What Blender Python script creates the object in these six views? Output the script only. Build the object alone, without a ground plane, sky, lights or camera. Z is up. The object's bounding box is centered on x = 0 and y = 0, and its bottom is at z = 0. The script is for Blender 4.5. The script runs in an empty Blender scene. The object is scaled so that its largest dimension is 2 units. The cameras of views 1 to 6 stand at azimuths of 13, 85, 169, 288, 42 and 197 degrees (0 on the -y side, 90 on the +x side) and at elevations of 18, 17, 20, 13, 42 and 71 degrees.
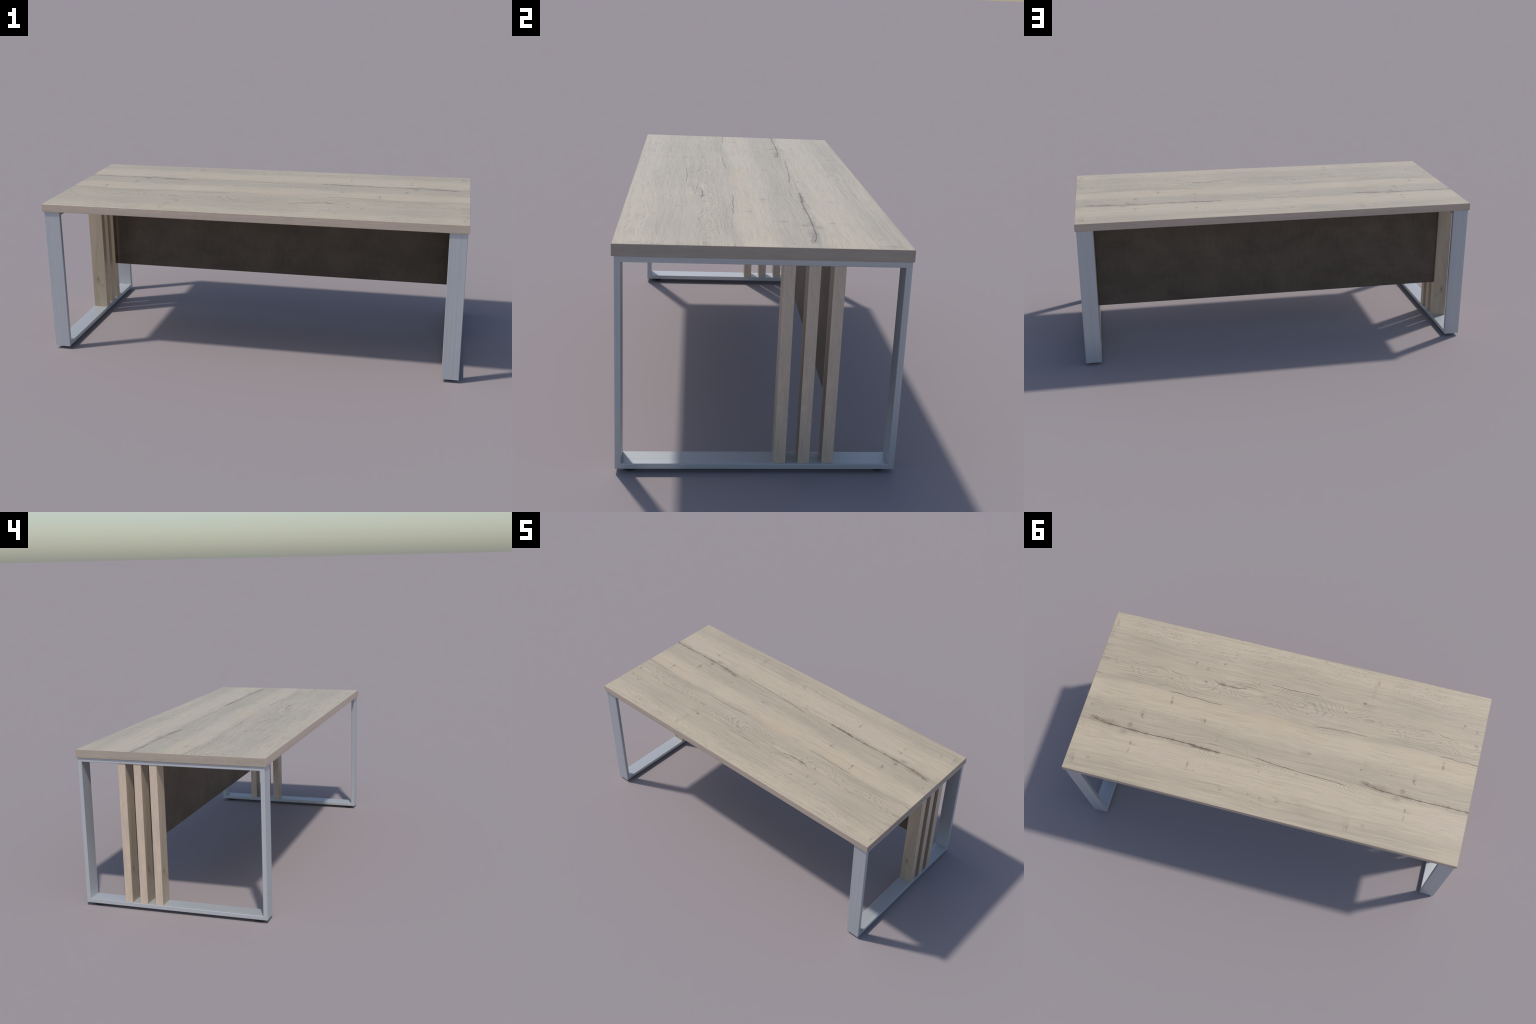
# Office desk: oak-laminate top, two closed metal frames, wooden slats in the
# frames and a dark modesty panel between them.   Metres, z up.
import bpy, bmesh, math
from mathutils import Vector

# ------------------------------------------------------------------ sizes
TOP_X, TOP_Y = 1.000, 0.450           # half length, half depth of the top
TOP_Z0, TOP_Z1 = 0.7128, 0.7500
BAND = 0.0016                         # edge band thickness
FR_XO, FR_XI = 0.9935, 0.9145         # frame: outer / inner x
FR_Y0, FR_Y1 = -0.4427, 0.4468        # frame: front / back y
FR_Z0, FR_Z1 = 0.0126, 0.7122
WALL = 0.0199                         # bar thickness seen from the side
SL_X0, SL_X1 = 0.9154, 0.9900         # slats: inner / outer x
SL_W = 0.0363
SL_Y = (0.0764, 0.1526, 0.2288)       # slat centres
PAN_Y0, PAN_Y1 = 0.2186, 0.2370
PAN_Z0 = 0.2347
FOOT_R = 0.0245
PERIOD = 1.405                        # the laminate print repeats along x
T0 = -0.450                           # start of one repeat

# ------------------------------------------------------------- node helpers
class Net:
    def __init__(self, name):
        self.mat = bpy.data.materials.new(name)
        self.mat.use_nodes = True
        self.nt = self.mat.node_tree
        self.nt.nodes.clear()
        self.out = self.nt.nodes.new("ShaderNodeOutputMaterial")
        self.bsdf = self.nt.nodes.new("ShaderNodeBsdfPrincipled")
        self.nt.links.new(self.bsdf.outputs[0], self.out.inputs[0])
        tc = self.nt.nodes.new("ShaderNodeTexCoord")
        self.obj = tc.outputs["Object"]
        self.nrm = tc.outputs["Normal"]
    def put(self, sock, v):
        if isinstance(v, bpy.types.NodeSocket):
            self.nt.links.new(v, sock)
        elif v is not None:
            sock.default_value = v
    def m(self, op, a, b=None, c=None, clamp=False):
        n = self.nt.nodes.new("ShaderNodeMath"); n.operation = op; n.use_clamp = clamp
        self.put(n.inputs[0], a); self.put(n.inputs[1], b); self.put(n.inputs[2], c)
        return n.outputs[0]
    def add(self, a, b): return self.m("ADD", a, b)
    def sub(self, a, b): return self.m("SUBTRACT", a, b)
    def mul(self, a, b): return self.m("MULTIPLY", a, b)
    def mx(self, a, b): return self.m("MAXIMUM", a, b)
    def xyz(self, x, y, z):
        n = self.nt.nodes.new("ShaderNodeCombineXYZ")
        self.put(n.inputs[0], x); self.put(n.inputs[1], y); self.put(n.inputs[2], z)
        return n.outputs[0]
    def sep(self, v):
        n = self.nt.nodes.new("ShaderNodeSeparateXYZ"); self.put(n.inputs[0], v)
        return n.outputs
    def vm(self, op, a, b):
        n = self.nt.nodes.new("ShaderNodeVectorMath"); n.operation = op
        self.put(n.inputs[0], a); self.put(n.inputs[1], b)
        return n.outputs["Value"] if op == "LENGTH" else n.outputs[0]
    def noise(self, v, scale=1.0, detail=2.0, rough=0.5, dist=0.0):
        n = self.nt.nodes.new("ShaderNodeTexNoise")
        self.put(n.inputs["Vector"], v)
        n.inputs["Scale"].default_value = scale
        n.inputs["Detail"].default_value = detail
        n.inputs["Roughness"].default_value = rough
        n.inputs["Distortion"].default_value = dist
        return n.outputs[0]
    def step(self, v, a, b, lo=0.0, hi=1.0):
        """smooth 'lo' below a, 'hi' above b (a may exceed b)"""
        n = self.nt.nodes.new("ShaderNodeMapRange"); n.interpolation_type = "SMOOTHSTEP"
        if a > b: a, b, lo, hi = b, a, hi, lo
        self.put(n.inputs[0], v)
        for i, q in enumerate((a, b, lo, hi)): n.inputs[1 + i].default_value = q
        return n.outputs[0]
    def ramp(self, v, a, b, lo, hi):
        n = self.nt.nodes.new("ShaderNodeMapRange"); n.clamp = True
        self.put(n.inputs[0], v)
        for i, q in enumerate((a, b, lo, hi)): n.inputs[1 + i].default_value = q
        return n.outputs[0]
    def vma(self, a, b, c):
        n = self.nt.nodes.new("ShaderNodeVectorMath"); n.operation = "MULTIPLY_ADD"
        for i, q in enumerate((a, b, c)): self.put(n.inputs[i], q)
        return n.outputs[0]
    def curve(self, v, pts, smooth=True):
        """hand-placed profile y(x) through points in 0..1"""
        n = self.nt.nodes.new("ShaderNodeFloatCurve")
        self.put(n.inputs["Value"], v)
        c = n.mapping.curves[0]
        while len(c.points) > 2: c.points.remove(c.points[0])
        c.points[0].location = pts[0]; c.points[1].location = pts[-1]
        for p in pts[1:-1]: c.points.new(*p)
        for p in c.points: p.handle_type = "AUTO_CLAMPED" if smooth else "VECTOR"
        n.mapping.update()
        return n.outputs[0]
    def mix(self, f, a, b, mode="MIX"):
        n = self.nt.nodes.new("ShaderNodeMix"); n.data_type = "RGBA"; n.blend_type = mode
        n.clamp_factor = True
        ins = [s for s in n.inputs if s.type == "RGBA"]
        self.put(n.inputs[0], f)
        for s, q in zip(ins, (a, b)):
            self.put(s, q if isinstance(q, bpy.types.NodeSocket) else (*q, 1.0))
        return [s for s in n.outputs if s.type == "RGBA"][0]
    def shade(self, col, amount):
        """multiply a colour by (1 - amount)"""
        g = self.sub(1.0, amount)
        return self.vm("MULTIPLY", col, self.xyz(g, g, g))
    def finish(self, col, rough, spec=0.5, metallic=0.0, bump=None, strength=0.1, depth=0.001):
        self.put(self.bsdf.inputs["Base Color"], col)
        self.put(self.bsdf.inputs["Roughness"], rough)
        self.bsdf.inputs["Specular IOR Level"].default_value = spec
        self.bsdf.inputs["Metallic"].default_value = metallic
        if bump is not None:
            b = self.nt.nodes.new("ShaderNodeBump")
            b.inputs["Strength"].default_value = strength
            b.inputs["Distance"].default_value = depth
            self.put(b.inputs["Height"], bump)
            self.nt.links.new(b.outputs[0], self.bsdf.inputs["Normal"])
        return self.mat

# ------------------------------------------------------- laminate oak (top)
# split lines of the print: (x, y) along each, half width, strength, halo
SPLITS = [
    ([(.954, .137), (.928, .154), (.898, .162), (.84, .170), (.779, .171), (.656, .174),
      (.499, .172), (.427, .172), (.396, .175), (.335, .178), (.244, .181)], .0021, .62, .016),
    ([(.935, .140), (.905, .151), (.878, .157), (.855, .157)], .0035, .30, .006),
    ([(.440, .169), (.405, .174), (.372, .178), (.320, .180)], .0055, .42, .014),
    ([(.333, .144), (.273, .144)], .0013, .35, .003),
    ([(.240, .182), (.200, .180), (.150, .178)], .0012, .28, .003),
    ([(.090, .158), (.075, .160), (-.010, .169), (-.094, .174), (-.163, .179), (-.223, .180),
      (-.275, .181), (-.335, .183), (-.372, .187), (-.400, .189)], .0016, .60, .005),
    ([(-.223, .186), (-.29, .190), (-.340, .186)], .0011, .28, .004),
    ([(.61, -.077), (.54, -.080), (.501, -.073), (.46, -.078), (.409, -.072), (.378, -.070),
      (.306, -.074)], .0016, .56, .004),
    ([(.117, -.245), (.007, -.240), (-.085, -.243), (-.168, -.247)], .0015, .58, .003),
    ([(-.154, -.075), (-.254, -.085), (-.352, -.090), (-.449, -.090)], .0013, .52, .003),
    ([(.395, -.190), (.381, -.186), (.349, -.181), (.312, -.181), (.264, -.182), (.212, -.192)],
     .0022, .45, .012),
    ([(.30, -.205), (.24, -.205), (.17, -.200), (.11, -.190)], .0016, .24, .006),
    ([(.86, -.195), (.80, -.187), (.72, -.190), (.66, -.200)], .0018, .22, .005),
    ([(.64, -.200), (.60, -.186), (.56, -.182), (.52, -.180)], .0026, .26, .006),
    ([(-.05, .330), (-.10, .347), (-.15, .345), (-.22, .345)], .0016, .16, .010),
    ([(.30, .340), (.20, .345), (.12, .340), (.04, .346)], .0014, .14, .008),
]
# knots and flecks: x, y, radius along x, radius along y, strength, reddish
KNOTS = [
    (.695, .081, .0065, .011, .42, 1), (.695, .070, .012, .025, .12, 1), (.688, .096, .0045, .004, .40, 0),
    (.571, -.024, .0060, .013, .40, 1), (.572, -.049, .0055, .005, .34, 0),
    (.377, .034, .0050, .012, .36, 0), (.385, .032, .012, .016, .12, 0),
    (.398, .278, .0035, .016, .40, 1), (.397, .285, .008, .022, .10, 1),
    (.707, .241, .0055, .012, .34, 1), (.690, .246, .016, .005, .14, 0), (.706, .280, .0045, .015, .22, 0),
    (-.445, .390, .011, .016, .24, 1), (-.440, .375, .028, .026, .10, 0), (-.516, .367, .012, .006, .22, 0),
    (.889, .368, .012, .006, .22, 0),
    (-.444, .089, .0055, .0045, .42, 0), (.808, .081, .0035, .0035, .40, 0),
    (.509, -.269, .0070, .007, .34, 0), (.515, -.255, .005, .005, .18, 0), (.364, -.296, .0065, .006, .34, 0),
    (.443, -.249, .008, .009, .22, 0), (.434, -.176, .011, .007, .30, 1),
    (-.428, -.387, .007, .017, .22, 1), (-.418, -.345, .010, .060, .09, 0),
    (.856, -.148, .0028, .0028, .45, 0), (.794, -.161, .0030, .0030, .42, 0), (.788, -.142, .0030, .0030, .42, 0),
    (.165, -.234, .0060, .005, .30, 0), (.738, .147, .013, .014, .30, 1), (.850, .160, .050, .018, .24, 1),
    (.930, .158, .030, .016, .20, 0), (.395, .177, .020, .009, .42, 1), (.350, .181, .020, .006, .25, 1), (.349, -.183, .017, .009, .38, 1),
    (.760, .190, .022, .015, .22, 1),
    (-.173, .072, .0110, .006, .34, 0), (-.155, .078, .028, .015, .12, 0),
    (.002, .357, .0040, .0045, .38, 0), (-.082, .354, .010, .006, .26, 0), (.065, .352, .006, .005, .30, 0),
    (.205, .366, .005, .006, .30, 0), (.215, .352, .012, .010, .10, 0),
    (-.383, -.262, .0100, .006, .48, 0), (-.410, -.250, .035, .014, .13, 0),
    (-.112, -.134, .0065, .004, .30, 0), (-.300, -.190, .008, .004, .32, 0),
    (.610, -.150, .006, .004, .28, 0), (.260, .205, .003, .003, .3, 0), (.045, .225, .004, .004, .34, 0),
    (.190, .250, .003, .003, .28, 0), (.310, .258, .003, .003, .26, 0), (.360, .300, .004, .004, .24, 0),
    (.955, .060, .040, .030, .06, 0), (-.190, .330, .045, .012, .07, 0), (-.210, .372, .060, .018, .09, 0),
    (.120, -.172, .024, .009, .14, 0), (.060, .197, .018, .006, .20, 0), (-.140, .193, .010, .005, .2, 0),
]

def oak_top():
    N = Net("oak_laminate")
    x, y, z = N.sep(N.obj)
    t = N.m("WRAP", x, T0 + PERIOD, T0)
    tn = N.mul(N.sub(t, T0), 1.0 / PERIOD)                  # 0..1 along one repeat
    yn = N.mul(N.add(y, .45), 1 / .9)                       # 0..1 across the top
    ang = N.mul(x, 2 * math.pi / PERIOD)
    R = PERIOD / (2 * math.pi)
    cx, sx = N.mul(N.m("COSINE", ang), R), N.mul(N.m("SINE", ang), R)
    def loop(fx, fy, seed=0.0):                             # noise space that closes on itself
        return N.xyz(N.mul(cx, fx), N.mul(sx, fx), N.add(N.mul(y, fy), seed))
    big = N.noise(loop(2.2, 5, 3), 1, 2)
    wig = N.mul(N.sub(N.noise(loop(2.6, 6, 11), 1, 2, .4), .5), .055)
    yw = N.add(y, wig)                                      # grain wanders
    # --- broad bands across the depth
    ynw = N.mul(N.add(yw, .45), 1 / .9)
    band = N.curve(ynw, [((q + .45) / .9, v) for q, v in (
        (-.45, .20), (-.41, .14), (-.37, .22), (-.335, .58), (-.285, .70), (-.245, .52), (-.20, .45),
        (-.15, .36), (-.115, .56), (-.088, .60), (-.06, .34), (-.01, .12), (.04, .32), (.085, .60),
        (.14, .72), (.172, .62), (.195, .25), (.25, .10), (.305, .14), (.335, .38), (.375, .66),
        (.415, .52), (.45, .50))])
    fine = N.noise(N.xyz(N.mul(cx, 2.6), N.mul(sx, 2.6), N.mul(yw, 95)), 1, 3, .6)
    band = N.add(band, N.mul(N.sub(fine, .5), 1.9))
    band = N.add(band, N.mul(N.sub(big, .5), 1.0))
    band = N.m("ADD", band, 0.02, clamp=True)
    col = N.mix(band, (.630, .520, .368), (.472, .394, .284))
    # --- yellowish and pinkish drifts
    yel = N.mul(N.curve(ynw, [(0, 0), (.40, 0), (.44, .9), (.50, .35), (.56, 0), (1, 0)]),
                N.step(N.noise(loop(3, 6, 31), 1, 1), .35, .65))
    col = N.mix(N.mul(yel, .6), col, (.63, .485, .318))
    pink = N.step(N.noise(loop(3.5, 14, 47), 1, 2), .52, .75)
    col = N.mix(N.mul(pink, .28), col, (.60, .475, .385))
    grn = N.step(N.noise(loop(3.0, 16, 61), 1, 2), .55, .78)
    col = N.mix(N.mul(grn, .12), col, (.485, .435, .325))
    # --- fine fibres and pores
    fib = N.noise(N.xyz(N.mul(cx, 9), N.mul(sx, 9), N.mul(yw, 300)), 1, 2, .65)
    dark = N.mul(N.step(fib, .44, .72), .15)
    lit = N.step(N.noise(N.xyz(N.mul(cx, 4.5), N.mul(sx, 4.5), N.add(N.mul(yw, 150), 9)), 1, 1), .66, .78)
    col = N.mix(N.mul(lit, .35), col, (.72, .60, .46))
    por = N.noise(N.xyz(N.mul(cx, 52), N.mul(sx, 52), N.mul(N.add(y, N.mul(wig, .4)), 240)), 1, 2, .55)
    pzone = N.add(N.step(y, -.27, -.36), .12)
    pzone = N.mul(pzone, N.step(N.noise(loop(7, 22, 5), 1, 1), .34, .60))
    dark = N.add(dark, N.mul(N.mul(N.step(por, .54, .72), pzone), .27))
    # --- short cross ripples of the medullary figure
    rip = N.noise(N.xyz(N.mul(cx, 75), N.mul(sx, 75), N.mul(y, 24)), 1, 1, .5, .6)
    rz = N.step(N.noise(loop(6, 12, 71), 1, 1), .48, .66)
    dark = N.add(dark, N.mul(N.mul(N.step(rip, .58, .74), rz), .085))
    # --- cathedral figure: contour lines of an uneven ridge running along x
    def figure(yc, width, lines, amp, seed, run, gate=None):
        wob = N.mul(N.noise(loop(7, 26, seed + 2), 1, 2, .5), .85)
        side = N.mul(N.sub(N.noise(N.xyz(N.mul(cx, 5), N.mul(sx, 5), seed + 7), 1, 1), .5), width * .6)
        d = N.m("ABSOLUTE", N.mul(N.sub(N.sub(y, side), yc), 1 / width))
        h = N.add(N.add(N.m("POWER", d, 1.35), run), wob)
        ring = N.step(N.m("SINE", N.mul(h, lines)), .0, .98)
        fall = N.step(d, 1.25, .55)
        wave = N.step(N.noise(loop(4, 16, seed + 4), 1, 1), .28, .60)
        g = N.mul(N.mul(ring, fall), N.mul(wave, amp))
        return N.mul(g, gate) if gate is not None else g
    rise = N.mul(N.noise(N.xyz(N.mul(cx, 3.2), N.mul(sx, 3.2), 108.0), 1, 1, .45), 5.0)
    dark = N.add(dark, figure(-.165, .078, 33.0, .20, 101.0, rise))
    gate = N.curve(tn, [(0, .35), (.03, .9), (.20, 1), (.34, .5), (.44, 1), (.55, .9), (.60, .2), (.66, 0), (1, 0)])
    dark = N.add(dark, figure(.192, .036, 15.0, .22, 151.0, N.mul(t, 21.0), gate))
    # --- split lines
    jit = N.mul(N.sub(N.noise(loop(42, 10, 83), 1, 2), .5), .0055)
    wid = N.noise(loop(30, 8, 91), 1, 1)
    yj = N.add(y, jit)
    crack, halo = 0.0, 0.0
    for pts, w, strength, hw in SPLITS:
        pts = sorted(pts)
        P = [((a - T0) / PERIOD, (b + .45) / .9) for a, b in pts]
        path = [(0.0, P[0][1])] + P + [(1.0, P[-1][1])]
        path = [p for i, p in enumerate(path) if i == 0 or p[0] > path[i - 1][0] + 1e-4]
        along = N.m("MULTIPLY_ADD", crack, 1e-7, tn)         # evaluate one split after another
        d = N.m("ABSOLUTE", N.sub(yj, N.sub(N.mul(N.curve(along, path, False), .9), .45)))
        a, b = pts[0][0], pts[-1][0]
        e = min(.03, (b - a) * .3)
        ts = N.add(N.mul(along, PERIOD), T0)
        ends = N.mul(N.step(ts, a - .002, a + e), N.step(ts, b + .002, b - e))
        k = N.mul(N.step(N.m("DIVIDE", d, N.mul(N.add(wid, .35), w * 1.3)), 1.35, .35), ends)
        crack = N.mx(crack, N.mul(k, strength))
        if hw > .009:
            halo = N.mx(halo, N.mul(N.mul(N.ramp(d, 0, hw, 1, 0), ends), strength * 1.1))
    halo = N.mul(halo, N.step(wid, .38, .72))
    # --- knots
    kd = N.mul(N.sub(N.noise(loop(95, 95, 7), 1, 2), .5), .9)
    spot, redspot = 0.0, 0.0
    for i, (kx, ky, rx, ry, s, red) in enumerate(KNOTS):
        if i % 8 == 0: p2 = N.xyz(t, y, spot)               # evaluated in batches
        rx, ry = rx * 1.2, ry * 1.2
        v = N.vma(p2, (1 / rx, 1 / ry, 0), (-kx / rx, -ky / ry, 0))
        q = N.ramp(N.add(N.vm("LENGTH", v, None), kd), .25, 1.20, s * 1.75, 0.0)
        spot = N.mx(spot, q)
        if red: redspot = N.mx(redspot, q)
    col = N.shade(col, dark)
    tint = N.mix(redspot, (.270, .205, .140), (.30, .185, .135))
    soft = N.mx(halo, spot)
    col = N.mix(N.mul(soft, 1.2), col, tint)
    col = N.mix(N.mul(crack, 1.5), col, (.135, .088, .062))
    rough = N.add(.36, N.mul(dark, .5))
    return N.finish(col, rough, .72)

def edge_wood(name, axis, light, deep, slant=False):
    """wood of bands: short fibres along `axis`; `slant` adds end-grain arcs"""
    N = Net(name)
    c = list(N.sep(N.obj))
    fx = [150.0, 150.0, 150.0]; fx[axis] = 16.0
    v = N.xyz(*[N.mul(a, f) for a, f in zip(c, fx)])
    f1 = N.noise(v, 1, 3, .6)
    fx[axis] = 5.0
    f2 = N.noise(N.xyz(*[N.mul(a, f * .2) for a, f in zip(c, fx)]), 1, 2)
    k = N.m("ADD", N.mul(N.sub(f1, .5), 1.5), N.add(N.mul(N.sub(f2, .5), 1.6), .5), clamp=True)
    col = N.mix(k, light, deep)
    pink = N.step(N.noise(N.xyz(*[N.mul(a, f) for a, f in zip(c, [40 if i != axis else 22 for i in range(3)])]), 1, 2), .5, .72)
    col = N.mix(N.mul(pink, .40), col, tuple(q * w for q, w in zip(light, (1.02, .93, .95))))
    if slant:
        zz = N.add(N.mul(c[2], 1.0), N.mul(N.noise(N.xyz(0.0, N.mul(c[1], 5), 0.0), 1, 1), .25))
        arc = N.m("SINE", N.mul(N.add(N.add(c[1], N.mul(zz, .75)),
                                      N.mul(N.noise(N.xyz(0.0, N.mul(c[1], 9), N.mul(c[2], 9)), 1, 1), .02)), 900))
        gate = N.step(N.noise(N.xyz(0.0, N.mul(c[1], 7), 3.0), 1, 1), .42, .62)
        col = N.shade(col, N.mul(N.mul(N.step(arc, 0, 1), gate), .10))
    # thin darker line where the band meets the board faces
    rim = N.step(N.m("ABSOLUTE", c[2]), (TOP_Z1 - TOP_Z0) / 2 - .0022, (TOP_Z1 - TOP_Z0) / 2 - .0010)
    col = N.mix(N.mul(rim, .55), col, (.36, .285, .195))
    return N.finish(col, .42, .6, bump=f1, strength=.08, depth=.0004)

def slat_wood():
    """vertical oak; the narrow faces carry a paler, speckled band"""
    N = Net("oak_slat")
    x, y, z = N.sep(N.obj)
    nx = N.step(N.m("ABSOLUTE", N.sep(N.nrm)[0]), .4, .6)
    wob = N.mul(N.sub(N.noise(N.xyz(N.mul(x, 14), N.mul(y, 4), N.mul(z, 3.2)), 1, 2), .5), .05)
    # knot: the grain bends round it
    kx, kz = -.007, -.172
    dk = N.vm("LENGTH", N.vm("MULTIPLY", N.vm("SUBTRACT", N.xyz(x, 0.0, z), (kx, 0, kz)), (1 / .012, 0, 1 / .045)), None)
    bend = N.mul(N.step(dk, 2.2, .2), .012)
    gx = N.add(N.add(x, wob), bend)
    g = N.noise(N.xyz(N.mul(gx, 150), N.mul(y, 30), N.mul(z, 4)), 1, 3, .6)
    b = N.noise(N.xyz(N.mul(gx, 34), N.mul(y, 8), N.mul(z, 2)), 1, 2)
    k = N.m("ADD", N.mul(N.sub(g, .5), 1.0), N.add(N.mul(N.sub(b, .5), 2.2), .5), clamp=True)
    wide = N.mix(k, (.520, .418, .300), (.375, .308, .220))
    pink = N.step(N.noise(N.xyz(N.mul(gx, 26), 1.0, N.mul(z, 5)), 1, 1), .5, .7)
    wide = N.mix(N.mul(pink, .30), wide, (.47, .372, .292))
    fib = N.step(N.noise(N.xyz(N.mul(gx, 420), N.mul(y, 60), N.mul(z, 22)), 1, 1), .55, .75)
    wide = N.shade(wide, N.mul(fib, .12))
    jit = N.mul(N.sub(N.noise(N.xyz(N.mul(x, 160), 0.0, N.mul(z, 90)), 1, 2), .5), .9)
    spot = 0.0
    for ax, az, rx, rz, s in ((kx, kz, .0052, .012, .85), (kx, kz, .013, .030, .38), (.008, .060, .0022, .016, .28),
                              (.020, -.205, .010, .016, .22), (.006, .012, .002, .010, .22)):
        v = N.vm("MULTIPLY", N.vm("SUBTRACT", N.xyz(x, 0.0, z), (ax, 0, az)), (1 / rx, 0, 1 / rz))
        spot = N.mx(spot, N.mul(N.step(N.add(N.vm("LENGTH", v, None), jit), 1.25, .1), s))
    wide = N.mix(spot, wide, (.15, .105, .070))
    s1 = N.noise(N.xyz(N.mul(x, 60), N.mul(y, 260), N.mul(z, 48)), 1, 3, .65)
    s2 = N.noise(N.xyz(3.0, N.mul(y, 50), N.mul(z, 12)), 1, 2)
    kk = N.m("ADD", N.mul(N.sub(s1, .5), 1.5), N.add(N.mul(N.sub(s2, .5), 1.2), .45), clamp=True)
    narrow = N.mix(kk, (.710, .562, .430), (.525, .425, .330))
    col = N.mix(nx, wide, narrow)
    return N.finish(col, .42, .6, bump=g, strength=.06, depth=.0004)

def brushed_metal(name, axis):
    """silver-grey coated metal with draw lines along `axis`"""
    N = Net(name)
    c = list(N.sep(N.obj))
    f = [420.0] * 3; f[axis] = 2.0
    a = N.noise(N.xyz(*[N.mul(q, w) for q, w in zip(c, f)]), 1, 2, .6)
    f = [120.0] * 3; f[axis] = .8
    b = N.noise(N.xyz(*[N.mul(q, w) for q, w in zip(c, f)]), 1, 1)
    k = N.m("ADD", N.mul(N.sub(a, .5), 1.1), N.add(N.mul(N.sub(b, .5), .6), .5), clamp=True)
    col = N.mix(k, (.452, .474, .497), (.590, .610, .630))
    return N.finish(col, N.add(.34, N.mul(k, .14)), .5, .25, bump=a, strength=.08, depth=.0004)

def dark_panel():
    """dark stone-look laminate: brown-black clouds, faint streaks and pits"""
    N = Net("dark_stone_laminate")
    x, y, z = N.sep(N.obj)
    c1 = N.noise(N.xyz(N.mul(x, 5), y, N.mul(z, 6)), 1, 4, .62, .4)
    c2 = N.noise(N.xyz(N.mul(x, 60), y, N.mul(z, 14)), 1, 3, .6)
    c3 = N.noise(N.xyz(N.mul(x, 4), y, N.mul(z, 60)), 1, 2)
    k = N.add(N.mul(N.sub(c1, .5), 2.0), N.add(N.mul(N.sub(c2, .5), .7), N.mul(N.sub(c3, .5), .4)))
    k = N.m("ADD", k, .5, clamp=True)
    col = N.mix(k, (.078, .0600, .0425), (.138, .1070, .0765))
    rust = N.step(N.noise(N.xyz(N.mul(x, 9), 4.0, N.mul(z, 9)), 1, 3), .55, .75)
    col = N.mix(N.mul(rust, .45), col, (.140, .093, .062))
    pit = N.step(N.noise(N.xyz(N.mul(x, 75), 9.0, N.mul(z, 75)), 1, 1), .68, .76)
    col = N.shade(col, N.mul(pit, .35))
    return N.finish(col, .55, .35, bump=c2, strength=.05, depth=.0004)

def black_plastic():
    N = Net("black_plastic")
    n = N.noise(N.obj, 300, 2)
    return N.finish(N.mix(n, (.012, .012, .013), (.02, .02, .021)), .5)

M_TOP = oak_top()
M_LONG = edge_wood("oak_band_long", 0, (.605, .480, .375), (.460, .378, .305))
M_SHORT = edge_wood("oak_band_end", 1, (.440, .368, .300), (.368, .312, .258), slant=True)
M_SLAT = slat_wood()
M_POST = brushed_metal("brushed_metal_upright", 2)
M_BAR = brushed_metal("brushed_metal_crossbar", 1)
M_PANEL = dark_panel()
M_FOOT = black_plastic()

# ---------------------------------------------------------------- geometry
def obj_from_bm(name, bm, mat, parent, loc=(0, 0, 0), smooth=35):
    me = bpy.data.meshes.new(name)
    bmesh.ops.recalc_face_normals(bm, faces=bm.faces[:])
    bm.to_mesh(me); bm.free()
    me.materials.append(mat)
    for p in me.polygons: p.use_smooth = True
    me.set_sharp_from_angle(angle=math.radians(smooth))
    o = bpy.data.objects.new(name, me)
    bpy.context.scene.collection.objects.link(o)
    o.parent = parent; o.location = loc
    return o

def empty(name, parent=None):
    o = bpy.data.objects.new(name, None)
    o.empty_display_size = .1
    bpy.context.scene.collection.objects.link(o)
    o.parent = parent
    return o

def box_bm(sx, sy, sz, bevel, segs=2):
    bm = bmesh.new()
    bmesh.ops.create_cube(bm, size=1.0)
    for v in bm.verts: v.co = Vector((v.co.x * sx, v.co.y * sy, v.co.z * sz))
    if bevel > 0:
        bmesh.ops.bevel(bm, geom=bm.edges[:], offset=bevel, segments=segs, profile=.5, affect="EDGES")
    return bm

desk = empty("office_desk")
desk["label"] = "pale oak office desk with grey metal frames and dark front panel"
desk["category"] = "desk"

# top board with four edge bands, the long bands lapping the short ones
thick = TOP_Z1 - TOP_Z0
zc = (TOP_Z0 + TOP_Z1) / 2
top = obj_from_bm("tabletop", box_bm(2 * (TOP_X - BAND), 2 * (TOP_Y - BAND), thick, .0004, 1), M_TOP, desk, (0, 0, zc))
for s in (-1, 1):
    obj_from_bm("edge_band", box_bm(2 * TOP_X, BAND - .0001, thick - .0004, .0003, 1), M_LONG, top,
                (0, s * (TOP_Y - BAND / 2), -.0002))
    obj_from_bm("edge_band", box_bm(BAND - .0001, 2 * (TOP_Y - BAND) - .0002, thick - .0004, .0003, 1), M_SHORT, top,
                (s * (TOP_X - BAND / 2), 0, -.0002))

def bar_profile(r=.0028, n=5):
    """rounded rectangle, (x, depth from the outer face of the frame)"""
    pts = []
    for cx, cd, a0 in ((FR_XO - r, r, -90), (FR_XO - r, WALL - r, 0), (FR_XI + r, WALL - r, 90), (FR_XI + r, r, 180)):
        for i in range(n + 1):
            a = math.radians(a0 + 90 * i / n)
            pts.append((cx + r * math.cos(a), cd + r * math.sin(a)))
        # support points keep the flats flat under smooth shading
        ta, tb = math.radians(a0), math.radians(a0 + 90)
        pts.insert(len(pts) - n - 1, (pts[-n - 1][0] + .0003 * math.sin(ta), pts[-n - 1][1] - .0003 * math.cos(ta)))
        pts.append((pts[-1][0] - .0003 * math.sin(tb), pts[-1][1] + .0003 * math.cos(tb)))
    return pts

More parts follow.
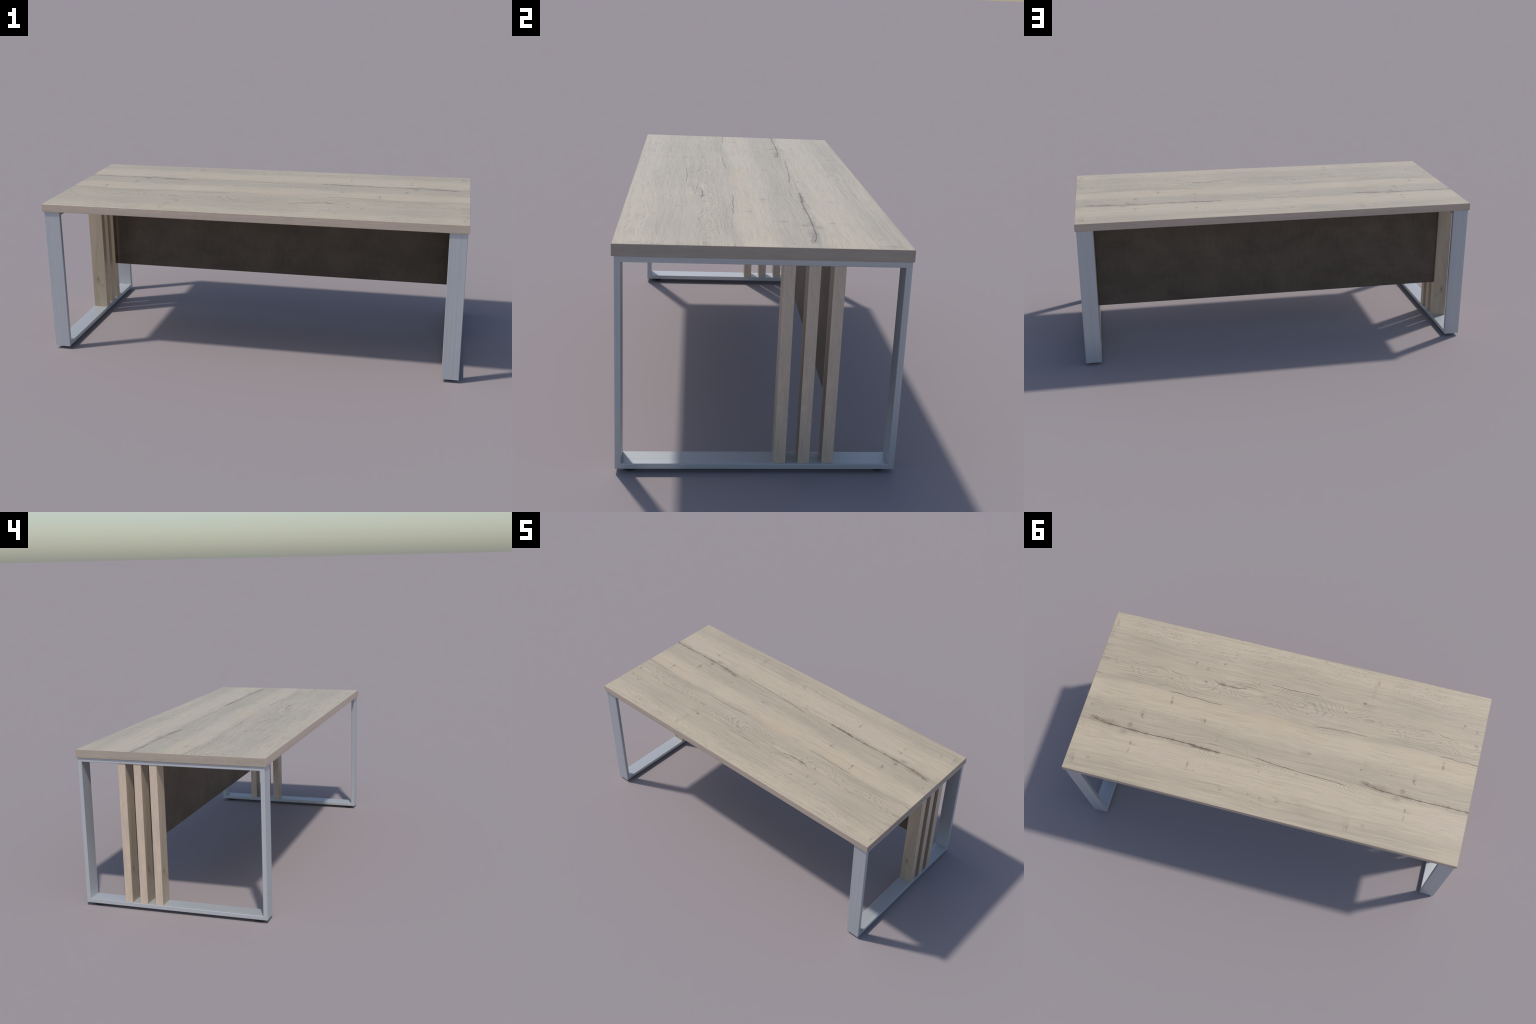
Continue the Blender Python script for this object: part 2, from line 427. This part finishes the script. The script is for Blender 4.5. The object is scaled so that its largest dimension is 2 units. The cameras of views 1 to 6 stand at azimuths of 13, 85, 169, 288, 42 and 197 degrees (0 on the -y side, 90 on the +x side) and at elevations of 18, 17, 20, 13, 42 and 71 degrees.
def mitred_bar(side, which):
    """one bar of the closed frame, its ends cut at 45 degrees"""
    bm = bmesh.new()
    rings = []
    for end in (0, 1):
        ring = []
        for px, d in bar_profile():
            y0, y1, z0, z1 = FR_Y0 + d, FR_Y1 - d, FR_Z0 + d, FR_Z1 - d
            y, z = {"floor": ((y0, y1)[end], z0), "head": ((y0, y1)[end], z1),
                    "front": (y0, (z0, z1)[end]), "back": (y1, (z0, z1)[end])}[which]
            ring.append(bm.verts.new((side * px, y, z)))
        rings.append(ring)
    n = len(rings[0])
    for i in range(n):
        bm.faces.new((rings[0][i], rings[0][(i + 1) % n], rings[1][(i + 1) % n], rings[1][i]))
    bm.faces.new(rings[0]); bm.faces.new(rings[1])
    return bm

def foot_bm():
    bm = bmesh.new()
    prof = [(0, 0), (FOOT_R - .0015, 0), (FOOT_R, .0015), (FOOT_R, .0123), (.012, .0124), (.012, .0140), (0, .0140)]
    seg = 40
    rings = []
    for r, z in prof:
        rings.append([bm.verts.new((0, 0, z))] if r == 0 else
                     [bm.verts.new((r * math.cos(2 * math.pi * i / seg), r * math.sin(2 * math.pi * i / seg), z)) for i in range(seg)])
    for a, b in zip(rings, rings[1:]):
        for i in range(seg):
            j = (i + 1) % seg
            q = [a[i % len(a)], a[j % len(a)], b[j % len(b)], b[i % len(b)]]
            q = list(dict.fromkeys(q))
            bm.faces.new(q)
    return bm

slat_z0, slat_z1 = FR_Z0 + WALL + .0002, FR_Z1 - WALL - .0002
slat_mesh = foot_mesh = None
for side in (-1, 1):
    frame = empty("leg_frame", desk)
    for which, name, mat in (("front", "upright", M_POST), ("back", "upright", M_POST),
                             ("floor", "crossbar", M_BAR), ("head", "crossbar", M_BAR)):
        obj_from_bm(name, mitred_bar(side, which), mat, frame)
    for sy in SL_Y:
        loc = (side * (SL_X0 + SL_X1) / 2, sy, (slat_z0 + slat_z1) / 2)
        if slat_mesh is None:
            o = obj_from_bm("slat", box_bm(SL_X1 - SL_X0, SL_W, slat_z1 - slat_z0, .0006, 1), M_SLAT, frame, loc)
            slat_mesh = o.data
        else:
            o = bpy.data.objects.new("slat", slat_mesh)
            bpy.context.scene.collection.objects.link(o)
            o.parent = frame; o.location = loc
    for fy in (-.3985, .3985):
        loc = (side * .9555, fy, 0)
        if foot_mesh is None:
            o = obj_from_bm("foot", foot_bm(), M_FOOT, frame, loc)
            foot_mesh = o.data
        else:
            o = bpy.data.objects.new("foot", foot_mesh)
            bpy.context.scene.collection.objects.link(o)
            o.parent = frame; o.location = loc

pz1 = TOP_Z0 - .0006
obj_from_bm("modesty_panel", box_bm(2 * (SL_X0 - .0003), PAN_Y1 - PAN_Y0, pz1 - PAN_Z0, .0006, 1), M_PANEL, desk,
            (0, (PAN_Y0 + PAN_Y1) / 2, (PAN_Z0 + pz1) / 2))
